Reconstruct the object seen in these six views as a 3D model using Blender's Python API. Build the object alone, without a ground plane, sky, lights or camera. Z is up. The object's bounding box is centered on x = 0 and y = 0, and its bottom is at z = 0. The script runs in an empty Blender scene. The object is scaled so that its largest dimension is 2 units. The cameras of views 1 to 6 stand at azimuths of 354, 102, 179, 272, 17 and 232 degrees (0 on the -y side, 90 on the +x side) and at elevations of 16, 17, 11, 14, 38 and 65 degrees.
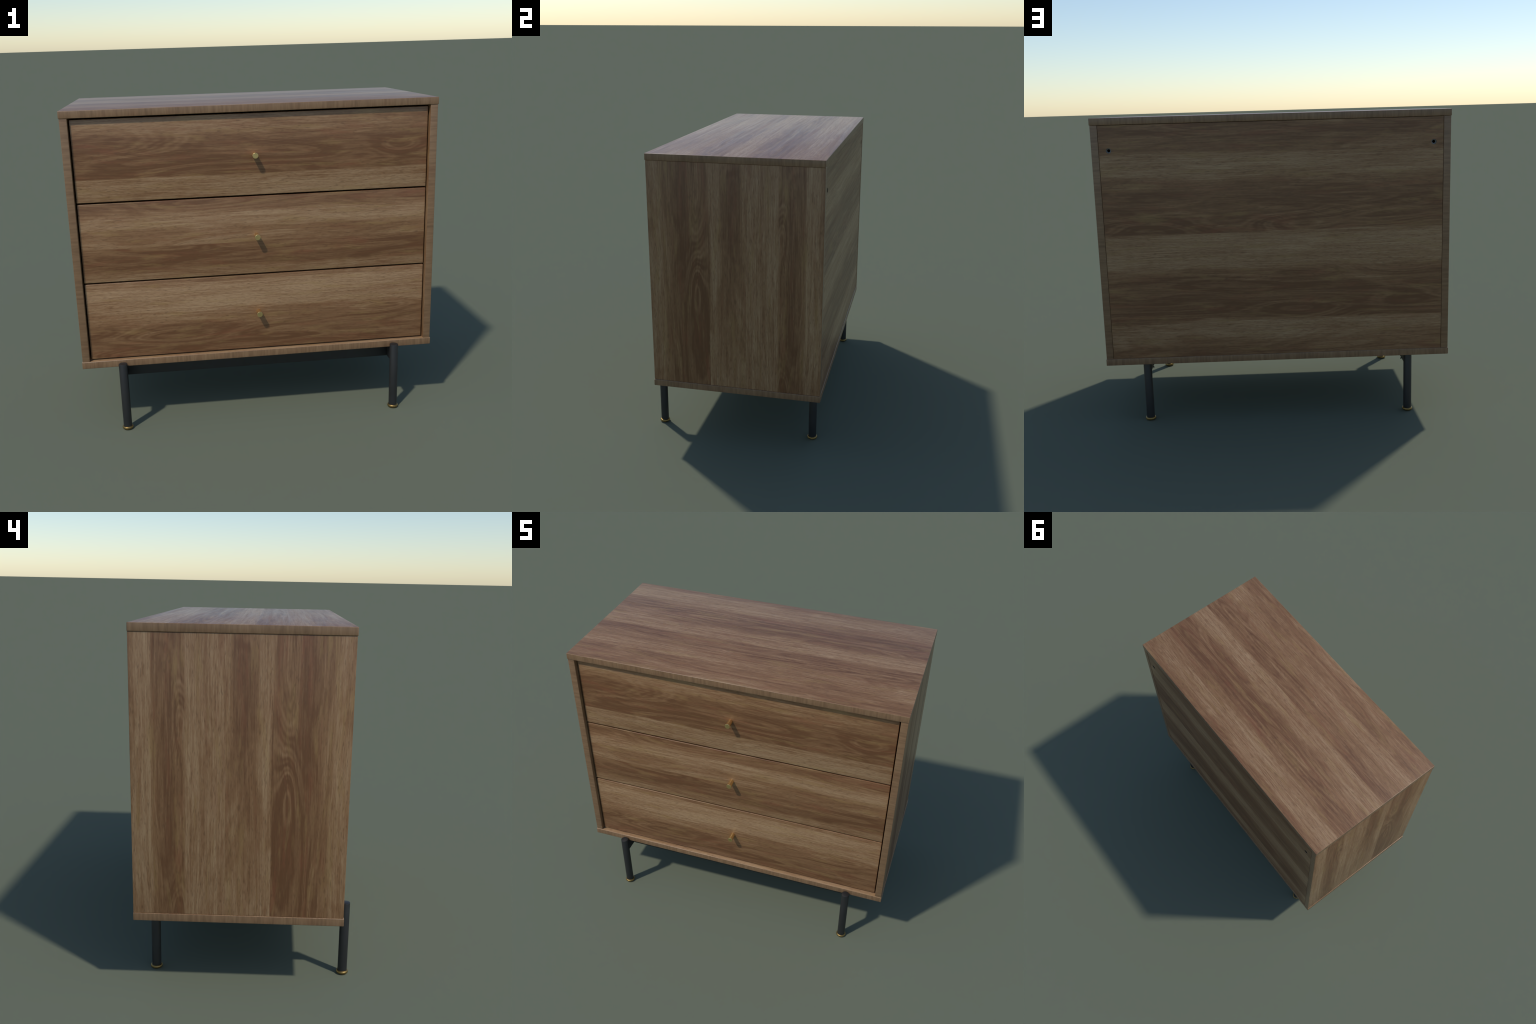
"""Walnut three-drawer chest on black metal legs with brass feet and knobs."""
import bpy, bmesh, math, random
from mathutils import Vector

random.seed(7)
scene = bpy.context.scene
COL = scene.collection

# ------------------------------------------------------------------ sizes (metres)
HALF_W = 1.000                    # top and bottom slabs
FRONT, BACK = -0.4798, 0.5370     # slab front and back
TOP_Z0, TOP_Z1 = 1.7468, 1.7856
BOT_Z0, BOT_Z1 = 0.3678, 0.4070
SIDE_OUT, SIDE_IN = 0.9968, 0.9570
SIDE_FRONT, SIDE_BACK = -0.4772, 0.5360
DRAWER_FRONT, DRAWER_BACK = -0.4572, -0.4180
DRAWER_HALF = 0.9490
DRAWERS = [(1.3021, 1.7372), (0.8590, 1.2934), (0.4152, 0.8504)]   # bottom, top
BACK_FACE, BACK_INNER = 0.5340, 0.5145
HOLE_X, HOLE_Z, HOLE_R = 0.902, 1.607, 0.0146
LEG_X, LEG_R = 0.7745, 0.0240
LEG_FRONT_Y, LEG_BACK_Y = -0.5062, 0.4628
FOOT_R = 0.0308
RAIL_Z0, RAIL_Z1 = 0.2835, 0.3678
RAIL_W = 0.029


# ------------------------------------------------------------------ node helpers
class Nodes:
    def __init__(self, name):
        self.mat = bpy.data.materials.new(name)
        self.mat.use_nodes = True
        self.t = self.mat.node_tree
        self.t.nodes.clear()

    def new(self, kind, **props):
        n = self.t.nodes.new(kind)
        for k, v in props.items():
            setattr(n, k, v)
        return n

    def link(self, a, b):
        self.t.links.new(a, b)

    def put(self, sock, val):
        if isinstance(val, bpy.types.NodeSocket):
            self.link(val, sock)
        else:
            sock.default_value = val

    def math(self, op, a, b=0.0, c=0.0, clamp=False):
        n = self.new('ShaderNodeMath', operation=op, use_clamp=clamp)
        for s, v in zip(n.inputs, (a, b, c)):
            self.put(s, v)
        return n.outputs[0]

    def add(self, a, b): return self.math('ADD', a, b)
    def mul(self, a, b): return self.math('MULTIPLY', a, b)
    def mad(self, a, b, c): return self.math('MULTIPLY_ADD', a, b, c)

    def rng(self, v, a, b, lo=0.0, hi=1.0, smooth=False):
        n = self.new('ShaderNodeMapRange', clamp=True)
        if smooth:
            n.interpolation_type = 'SMOOTHSTEP'
        self.put(n.inputs[0], v)
        for i, x in enumerate((a, b, lo, hi)):
            self.put(n.inputs[i + 1], x)
        return n.outputs[0]

    def vec(self, x, y, z):
        n = self.new('ShaderNodeCombineXYZ')
        for s, v in zip(n.inputs, (x, y, z)):
            self.put(s, v)
        return n.outputs[0]

    def noise(self, vec, scale=1.0, detail=2.0, rough=0.5, dist=0.0):
        n = self.new('ShaderNodeTexNoise', noise_dimensions='3D')
        self.put(n.inputs['Vector'], vec)
        n.inputs['Scale'].default_value = scale
        n.inputs['Detail'].default_value = detail
        n.inputs['Roughness'].default_value = rough
        n.inputs['Distortion'].default_value = dist
        return n.outputs[0]

    def ramp(self, fac, stops, mode='LINEAR'):
        n = self.new('ShaderNodeValToRGB')
        r = n.color_ramp
        r.interpolation = mode
        while len(r.elements) < len(stops):
            r.elements.new(0.5)
        for e, (p, c) in zip(r.elements, stops):
            e.position = p
            e.color = (c, c, c, 1) if isinstance(c, (int, float)) else (*c, 1)
        self.put(n.inputs[0], fac)
        return n.outputs[0]

    def mix(self, fac, a, b, mode='MIX'):
        n = self.new('ShaderNodeMix', data_type='RGBA', blend_type=mode)
        self.put(n.inputs[0], fac)
        for s, v in ((n.inputs[6], a), (n.inputs[7], b)):
            self.put(s, (*v, 1) if isinstance(v, tuple) else v)
        return n.outputs[2]

    def axes(self):
        tc = self.new('ShaderNodeTexCoord')
        sp = self.new('ShaderNodeSeparateXYZ')
        self.link(tc.outputs['Object'], sp.inputs[0])
        return dict(zip('xyz', sp.outputs))

    def finish(self, color, rough=0.5, metallic=0.0, spec=0.5, bump=None, bump_d=0.001):
        b = self.new('ShaderNodeBsdfPrincipled')
        o = self.new('ShaderNodeOutputMaterial')
        self.put(b.inputs['Base Color'], (*color, 1) if isinstance(color, tuple) else color)
        self.put(b.inputs['Roughness'], rough)
        b.inputs['Metallic'].default_value = metallic
        b.inputs['Specular IOR Level'].default_value = spec
        if bump is not None:
            n = self.new('ShaderNodeBump')
            n.inputs['Strength'].default_value = 0.35
            n.inputs['Distance'].default_value = bump_d
            self.put(n.inputs['Height'], bump)
            self.link(n.outputs[0], b.inputs['Normal'])
        self.link(b.outputs[0], o.inputs[0])
        return self.mat


# ------------------------------------------------------------------ walnut
DARK = (0.150, 0.067, 0.028)
MID = (0.250, 0.131, 0.060)
LIGHT = (0.380, 0.239, 0.127)
RED = (0.235, 0.085, 0.040)
OLIVE = (0.310, 0.190, 0.072)
PORE = (0.105, 0.052, 0.024)
WOOD_ROUGH = 0.36


def veneer(name, along, across, v0, v1, staves, joints, seed, hearts=()):
    """Walnut veneer sheet.  `along`/`across` name the grain axis and the axis the
    staves are laid out on; `staves` is the tone (0 heartwood .. 1 sapwood) from v0
    to v1; `joints` lists the hard glue lines between staves; `hearts` are the cores
    (u, v, half length, half width) that the cathedral rings of the figure close around."""
    N = Nodes(name)
    ax = N.axes()
    u, v = ax[along], ax[across]
    s = N.rng(v, v0, v1)
    # each stave is another piece of wood: offset its figure
    cuts = [0.0] + joints
    rnd = random.Random(seed)
    piece = N.ramp(s, [(p, rnd.random()) for p in cuts], 'CONSTANT')
    w = N.mad(piece, 37.0, seed * 3.1)
    # the borders that are not glue lines wander with the grain
    wander = N.noise(N.vec(N.mul(u, 1.5), N.mul(v, 3.0), N.add(w, 5.0)), 1.0, 3.0, 0.55)
    s2 = N.mad(N.add(wander, -0.5), 0.10, s)
    tone = N.mad(N.ramp(s2, staves, 'LINEAR'), 0.5, N.mul(N.ramp(s, staves, 'LINEAR'), 0.5))

    # flat-sawn figure: contour lines of a smooth stretched height field
    field = N.noise(N.vec(N.mul(u, 0.95), N.mul(v, 6.0), w), 1.0, 0.8, 0.4)
    core = 0.0
    for hu, hv, hl, hw in hearts:
        du = N.mul(N.add(u, -hu), 1.0 / hl)
        dv = N.mul(N.add(v, -hv), 1.0 / hw)
        d2 = N.add(N.mul(du, du), N.mul(dv, dv))
        core = N.add(N.math('POWER', 2.71828, N.mul(d2, -1.0)), core)
    if hearts:
        field = N.mad(core, 0.20, field)
        tone = N.mad(core, -0.16, tone)
    jitter = N.noise(N.vec(N.mul(u, 5.0), N.mul(v, 45.0), w), 1.0, 4.0, 0.6)
    warp = N.noise(N.vec(N.mul(u, 2.4), N.mul(v, 13.0), N.add(w, 2.0)), 1.0, 2.0, 0.5)
    height = N.mad(N.add(warp, -0.5), 0.11, field)
    phase = N.add(N.mul(height, 150.0), N.mul(jitter, 4.0))
    rings = N.mad(N.math('SINE', phase), 0.5, 0.5)
    wide = N.mad(N.math('SINE', N.add(N.mul(height, 46.0), N.mul(jitter, 1.6))), 0.5, 0.5)
    strength = N.noise(N.vec(N.mul(u, 2.0), N.mul(v, 11.0), N.add(w, 40.0)), 1.0, 2.0, 0.5)
    strength = N.rng(strength, 0.35, 0.62, 0.25, 1.0, True)
    # growth streaks and pores follow the same warped grain
    vg = N.mad(N.mul(N.add(height, -0.5), N.math('SUBTRACT', 1.12, tone, clamp=True)), 0.11, v)
    streak = N.noise(N.vec(N.mul(u, 1.2), N.mul(vg, 44.0), w), 1.0, 3.0, 0.6)
    fine = N.noise(N.vec(N.mul(u, 4.6), N.mul(vg, 150.0), w), 1.0, 3.0, 0.65)
    fleck = N.noise(N.vec(N.mul(u, 26.0), N.mul(vg, 150.0), N.add(w, 3.0)), 1.0, 2.0, 0.6)
    pores = N.noise(N.vec(N.mul(u, 30.0), N.mul(vg, 240.0), N.add(w, 6.0)), 1.0, 1.0, 0.5)
    patch = N.noise(N.vec(N.mul(u, 1.4), N.mul(v, 9.0), N.add(w, 11.0)), 1.0, 2.0, 0.5)

    heart = N.math('SUBTRACT', 1.08, tone, clamp=True)
    t = N.mad(N.add(patch, -0.5), 0.80, N.mad(tone, 0.92, 0.04))
    t = N.mad(N.mul(N.add(rings, -0.5), N.mul(heart, strength)), 0.30, t)
    t = N.mad(N.mul(N.add(wide, -0.5), heart), N.mad(core, 0.22, 0.25) if hearts else 0.25, t)
    t = N.mad(N.add(streak, -0.5), 0.62, t)
    t = N.mad(N.add(fine, -0.5), 1.10, t)
    t = N.mad(N.mul(N.add(fleck, -0.5), N.mad(tone, 0.8, 0.35)), 0.70, t)
    col = N.ramp(t, [(0.0, DARK), (0.5, MID), (1.0, LIGHT)])
    # reddish heart patches, yellowish sap streaks
    redm = N.noise(N.vec(N.mul(u, 3.2), N.mul(vg, 30.0), N.add(w, 21.0)), 1.0, 4.0, 0.65)
    redf = N.mul(N.rng(redm, 0.49, 0.72, 0.0, 0.52, True), N.rng(tone, 0.15, 0.85, 1.0, 0.15))
    col = N.mix(redf, col, RED)
    olm = N.noise(N.vec(N.mul(u, 4.0), N.mul(vg, 30.0), N.add(w, 31.0)), 1.0, 3.0, 0.6)
    col = N.mix(N.rng(olm, 0.52, 0.72, 0.0, 0.45, True), col, OLIVE)
    col = N.mix(N.rng(pores, 0.28, 0.44, 0.42, 0.0, True), col, PORE)
    rough = N.rng(streak, 0.3, 0.7, WOOD_ROUGH + 0.05, WOOD_ROUGH - 0.04)
    return N.finish(col, rough, bump=N.add(fine, pores), bump_d=0.0005)


def edge_band(name, length_axis, short_axis, seed):
    """Edge banding: short grain lines run across the thickness of the board."""
    N = Nodes(name)
    ax = N.axes()
    a, b = ax[length_axis], ax[short_axis]
    lines = N.noise(N.vec(N.mul(a, 75.0), N.mul(b, 7.0), seed), 1.0, 4.0, 0.6)
    broad = N.noise(N.vec(N.mul(a, 9.0), N.mul(b, 2.0), seed + 4.0), 1.0, 2.0, 0.5)
    t = N.mad(N.add(lines, -0.5), 1.10, 0.44)
    t = N.mad(N.add(broad, -0.5), 0.45, t)
    col = N.ramp(t, [(0.0, (.130, .069, .034)), (0.5, (.238, .140, .073)), (1.0, (.345, .222, .125))])
    redm = N.noise(N.vec(N.mul(a, 14.0), N.mul(b, 6.0), seed + 9.0), 1.0, 2.0, 0.5)
    col = N.mix(N.rng(redm, 0.5, 0.7, 0.0, 0.10, True), col, RED)
    return N.finish(col, WOOD_ROUGH, bump=lines, bump_d=0.0004)


TOP_STAVES = [(0.0, .42), (.03, .40), (.06, .68), (.17, .72), (.23, .38), (.38, .35), (.45, .68),
              (.553, .74), (.56, .34), (.70, .38), (.75, .64), (.80, .68), (.85, .40), (.96, .36), (1.0, .5)]
SIDE_STAVES = [(0.0, .58), (.02, .74), (.098, .76), (.104, .34), (.17, .28), (.245, .26), (.252, .74), (.36, .70),
               (.43, .64), (.46, .42), (.57, .46), (.60, .68), (.645, .72), (.652, .20), (.78, .24),
               (.84, .34), (.90, .44), (.93, .62), (1.0, .56)]
BACK_STAVES = [(0.0, .24), (.11, .28), (.14, .74), (.21, .76), (.25, .36), (.33, .20), (.455, .14),
               (.462, .72), (.60, .78), (.625, .36), (.70, .18), (.835, .14), (.842, .72), (.90, .66),
               (.95, .38), (1.0, .28)]
DRAWER_STAVES = [
    [(0.0, .42), (.06, .56), (.16, .52), (.24, .30), (.42, .16), (.725, .14), (.732, .80), (1.0, .70)],
    [(0.0, .26), (.12, .28), (.20, .66), (.31, .76), (.40, .52), (.50, .50), (.575, .68), (.582, .18),
     (.84, .24), (.90, .58), (1.0, .62)],
    [(0.0, .42), (.07, .62), (.12, .84), (.38, .82), (.47, .56), (.58, .50), (.66, .28), (.78, .30),
     (.86, .18), (1.0, .16)]]
DRAWER_JOINTS = [[.729], [.579], [.05]]

# cores of the cathedral figure: (along grain, across grain, half length, half width)
TOP_HEARTS = [(.86, -.130, .15, .032), (.45, -.14, .22, .026), (.08, -.16, .26, .024), (.40, .22, .60, .060),
              (-.50, .21, .36, .060), (-.70, -.30, .28, .050)]
SIDE_HEARTS = [(1.35, .31, .15, .035), (.72, -.175, .62, .105), (1.00, -.195, .17, .040), (.42, .31, .20, .045),
               (1.60, .02, .22, .055)]
BACK_HEARTS = [(.66, 1.17, .26, .060), (-.12, 1.17, .22, .045), (-.12, .69, .30, .050), (-.74, .70, .22, .060),
               (.30, .84, .40, .040)]
DRAWER_HEARTS = [[(.20, 1.515, .27, .050), (.79, 1.540, .13, .045), (-.45, 1.50, .45, .055)],
                 [(-.60, 1.050, .24, .050), (.55, .97, .30, .040), (-.3, 1.27, .3, .03)],
                 [(.72, .605, .20, .050), (-.50, .52, .40, .045), (.10, .47, .35, .035)]]

VENEER_TOP = veneer('walnut_top', 'x', 'y', BACK, FRONT, TOP_STAVES, [.05, .557, .82], 1.0, TOP_HEARTS)
VENEER_SIDE = veneer('walnut_side', 'z', 'y', SIDE_BACK, SIDE_FRONT, SIDE_STAVES, [.101, .249, .43, .648, .86], 2.0, SIDE_HEARTS)
VENEER_BACK = veneer('walnut_back', 'x', 'z', TOP_Z0, BOT_Z1, BACK_STAVES, [.12, .459, .839], 3.0, BACK_HEARTS)
VENEER_DRAWER = [veneer('walnut_drawer', 'x', 'z', z1, z0, st, jo, 4.0 + i, DRAWER_HEARTS[i])
                 for i, ((z0, z1), st, jo) in enumerate(zip(DRAWERS, DRAWER_STAVES, DRAWER_JOINTS))]
VENEER_PLAIN = veneer('walnut_plain', 'x', 'y', BACK, FRONT, [(0, .6), (.5, .7), (1, .78)], [.3, .7], 8.0)
BAND_X = edge_band('walnut_edge_wide', 'x', 'z', 1.0)
BAND_Y = edge_band('walnut_edge_deep', 'y', 'z', 2.0)
BAND_Z = edge_band('walnut_edge_tall', 'z', 'x', 3.0)


def black_metal():
    N = Nodes('black_powder_coat')
    ax = N.axes()
    n = N.noise(N.vec(ax['x'], ax['y'], ax['z']), 420.0, 2.0, 0.6)
    m = N.noise(N.vec(ax['x'], ax['y'], ax['z']), 14.0, 2.0, 0.5)
    col = N.mix(m, (0.016, 0.016, 0.016), (0.022, 0.022, 0.022))
    return N.finish(col, N.rng(m, 0.3, 0.7, 0.40, 0.50), spec=0.5, bump=n, bump_d=0.0003)


def brass(name, dark, pale, r0, r1):
    N = Nodes(name)
    ax = N.axes()
    n = N.noise(N.vec(ax['x'], ax['y'], ax['z']), 60.0, 2.0, 0.5)
    col = N.mix(n, dark, pale)
    return N.finish(col, N.rng(n, 0.3, 0.7, r0, r1), metallic=1.0)


def dark_plastic(name, c, rough):
    N = Nodes(name)
    ax = N.axes()
    n = N.noise(N.vec(ax['x'], ax['y'], ax['z']), 90.0, 1.0, 0.5)
    return N.finish(N.mix(n, tuple(x * .9 for x in c), c), rough)


METAL = black_metal()
BRASS = brass('brushed_brass', (0.86, 0.63, 0.29), (0.92, 0.69, 0.33), 0.28, 0.33)
FOOT_BRASS = brass('brass_darkened_reflection', (0.30, 0.20, 0.072), (0.36, 0.24, 0.088), 0.42, 0.50)  # knob brass darkened: dim ground reflection on the feet put into the colour
GROMMET = dark_plastic('grey_plastic', (0.17, 0.165, 0.16), 0.35)
CAVITY = dark_plastic('dark_inside', (0.012, 0.011, 0.010), 0.8)


# ------------------------------------------------------------------ mesh helpers
def to_object(bm, name, mats, parent, smooth_angle=None):
    me = bpy.data.meshes.new(name)
    bm.normal_update()
    bm.to_mesh(me)
    bm.free()
    for m in mats:
        me.materials.append(m)
    ob = bpy.data.objects.new(name, me)
    COL.objects.link(ob)
    ob.parent = parent
    if smooth_angle is not None:
        me.shade_smooth()
        me.set_sharp_from_angle(angle=math.radians(smooth_angle))
    return ob


def board(name, x, y, z, parent, mats, pick, fillet=0.003, segments=4):
    """A rounded-edge board between the given extents; pick(normal) names the slot."""
    bm = bmesh.new()
    vs = [bm.verts.new((a, b, c)) for a in x for b in y for c in z]
    for q in ((0, 1, 3, 2), (4, 6, 7, 5), (0, 4, 5, 1), (2, 3, 7, 6), (0, 2, 6, 4), (1, 5, 7, 3)):
        bm.faces.new([vs[i] for i in q])
    bmesh.ops.recalc_face_normals(bm, faces=bm.faces)
    if fillet:
        bmesh.ops.bevel(bm, geom=list(bm.edges), offset=fillet, segments=segments, profile=0.5, affect='EDGES')
    for f in bm.faces:
        f.normal_update()
        f.material_index = pick(f.normal)
    return to_object(bm, name, mats, parent, 35)


def turned(name, profile, parent, mat, centre, axis='z', steps=48, sharp=30):
    """Solid of revolution of (radius, height) points about an axis through centre."""
    bm = bmesh.new()
    rings = []
    for r, h in profile:
        ring = []
        for i in range(steps):
            a = 2 * math.pi * i / steps
            c, s = r * math.cos(a), r * math.sin(a)
            p = Vector((c, s, h)) if axis == 'z' else Vector((c, -h, s))
            ring.append(bm.verts.new(p + Vector(centre)))
        rings.append(ring)
    for a, b in zip(rings, rings[1:]):
        for i in range(steps):
            bm.faces.new((a[i], a[(i + 1) % steps], b[(i + 1) % steps], b[i]))
    bm.faces.new(list(reversed(rings[0])))
    bm.faces.new(rings[-1])
    bmesh.ops.recalc_face_normals(bm, faces=bm.faces)
    return to_object(bm, name, [mat], parent, sharp)


# ------------------------------------------------------------------ the chest
chest = bpy.data.objects.new('chest_of_drawers', None)
COL.objects.link(chest)
chest['label'] = 'walnut three-drawer chest on black metal legs with brass knobs and feet'
chest['category'] = 'chest of drawers'


def slab_slot(n):
    if abs(n.z) > 0.75:
        return 0 if n.z > 0 else 3
    return 1 if abs(n.y) > abs(n.x) else 2


board('top_board', (-HALF_W, HALF_W), (FRONT, BACK), (TOP_Z0, TOP_Z1), chest,
      [VENEER_TOP, BAND_X, BAND_Y, VENEER_PLAIN], slab_slot)
board('bottom_board', (-HALF_W, HALF_W), (FRONT, BACK), (BOT_Z0, BOT_Z1), chest,
      [VENEER_PLAIN, BAND_X, BAND_Y, VENEER_PLAIN], slab_slot)
for sx in (-1, 1):
    xs = sorted((sx * SIDE_IN, sx * SIDE_OUT))
    board('side_panel', xs, (SIDE_FRONT, SIDE_BACK), (BOT_Z1 + .0006, TOP_Z0 - .0006), chest,
          [VENEER_SIDE, BAND_Z], lambda n: 1 if abs(n.y) > 0.75 else 0, fillet=0.002)


def back_panel():
    """Back board with two round cable holes."""
    x0, x1 = -SIDE_IN + .002, SIDE_IN - .002
    z0, z1 = BOT_Z1 + .001, TOP_Z0 - .0022
    bm = bmesh.new()
    seg = 32

    def face_sheet(y, flip):
        outer = [bm.verts.new(p) for p in ((x0, y, z0), (x1, y, z0), (x1, y, z1), (x0, y, z1))]
        edges = [bm.edges.new((outer[i], outer[(i + 1) % 4])) for i in range(4)]
        loops = []
        for hx in (-HOLE_X, HOLE_X):
            ring = [bm.verts.new((hx + HOLE_R * math.cos(2 * math.pi * i / seg), y,
                                  HOLE_Z + HOLE_R * math.sin(2 * math.pi * i / seg))) for i in range(seg)]
            edges += [bm.edges.new((ring[i], ring[(i + 1) % seg])) for i in range(seg)]
            loops.append(ring)
        bmesh.ops.triangle_fill(bm, edges=edges, use_beauty=True, use_dissolve=False)
        return outer, loops

    oa, la = face_sheet(BACK_FACE, False)
    ob_, lb = face_sheet(BACK_INNER, True)
    for a, b in [(oa, ob_)] + list(zip(la, lb)):
        n = len(a)
        for i in range(n):
            bm.faces.new((a[i], a[(i + 1) % n], b[(i + 1) % n], b[i]))
    bmesh.ops.recalc_face_normals(bm, faces=bm.faces)
    return to_object(bm, 'back_panel', [VENEER_BACK], chest)


back = back_panel()
# batten sheet that closes the groove round the back board
board('back_batten', (-SIDE_IN + .0004, SIDE_IN - .0004), (BACK_INNER - .040, BACK_INNER - .030),
      (BOT_Z1 + .0004, TOP_Z0 - .0004), back, [CAVITY], lambda n: 0, fillet=0)


def grommet(hx):
    """Sleeve in the cable hole: outer wall, a flat ring set back, a dark bore."""
    r0, r1 = HOLE_R - .0004, HOLE_R - .0060
    prof = [(HOLE_R - .0002, -.0004), (r0 - .0006, -.0006), (r0 - .0008, -.0065), (r1, -.0075), (r1, -.044)]
    bm = bmesh.new()
    seg, rings = 32, []
    for r, d in prof:
        rings.append([bm.verts.new((hx + r * math.cos(2 * math.pi * i / seg), BACK_FACE + d,
                                    HOLE_Z + r * math.sin(2 * math.pi * i / seg))) for i in range(seg)])
    for k, (a, b) in enumerate(zip(rings, rings[1:])):
        for i in range(seg):
            f = bm.faces.new((a[i], a[(i + 1) % seg], b[(i + 1) % seg], b[i]))
            f.material_index = 1 if k in (1, 3) else 0
    f = bm.faces.new(rings[-1])
    f.material_index = 1
    bmesh.ops.recalc_face_normals(bm, faces=bm.faces)
    return to_object(bm, 'cable_grommet', [GROMMET, CAVITY], back, 30)


for hx in (-HOLE_X, HOLE_X):
    grommet(hx)

# drawers, each with its knob
for (z0, z1), mat in zip(DRAWERS, VENEER_DRAWER):
    front = board('drawer_front', (-DRAWER_HALF, DRAWER_HALF), (DRAWER_FRONT, DRAWER_BACK), (z0, z1), chest,
                  [mat], lambda n: 0, fillet=0.0026)
    zc = (z0 + z1) / 2
    turned('knob', [(.0136, -.002), (.0137, .006), (.0142, .030), (.0149, .0490), (.0155, .0522), (.0156, .0532),
                    (.0152, .0541), (.0145, .0545)], front, BRASS, (0, DRAWER_FRONT, zc), axis='y', sharp=16)

# metal base: four round legs, side rails, cross rails
base = bpy.data.objects.new('metal_base', None)
COL.objects.link(base)
base.parent = chest
for sx in (-1, 1):
    for y, ztop in ((LEG_FRONT_Y, 0.3945), (LEG_BACK_Y, BOT_Z0 - .0005)):
        leg = turned('leg', [(LEG_R, .0165), (LEG_R, ztop - .003), (LEG_R - .0009, ztop - .0009), (LEG_R - .003, ztop)],
                     base, METAL, (sx * LEG_X, y, 0))
        R = FOOT_R
        turned('foot', [(R - .008, 0), (R - .0032, .0018), (R - .0006, .0055), (R, .0090), (R - .0006, .0130),
                        (R - .0022, .0158), (R - .0045, .0172), (LEG_R - .001, .0180)],
               leg, FOOT_BRASS, (sx * LEG_X, y, 0), sharp=40)
    board('side_rail', sorted((sx * (LEG_X - RAIL_W / 2), sx * (LEG_X + RAIL_W / 2))),
          (LEG_FRONT_Y + LEG_R * .75, LEG_BACK_Y - LEG_R * .75), (RAIL_Z0 + .002, RAIL_Z1 - .0005), base,
          [METAL], lambda n: 0, fillet=.002)
for sx in (-1, 1):
    bolt = board('bolt', sorted((sx * .7605, sx * .7535)), (.3435, .3505), (.2815, .2885), base, [METAL],
                 lambda n: 0, fillet=.0015)
for y in (-0.410, 0.250):
    board('cross_rail', (-LEG_X + RAIL_W / 2 + .0005, LEG_X - RAIL_W / 2 - .0005), (y, y + RAIL_W),
          (RAIL_Z0, RAIL_Z1 - .0005), base, [METAL], lambda n: 0, fillet=.002)
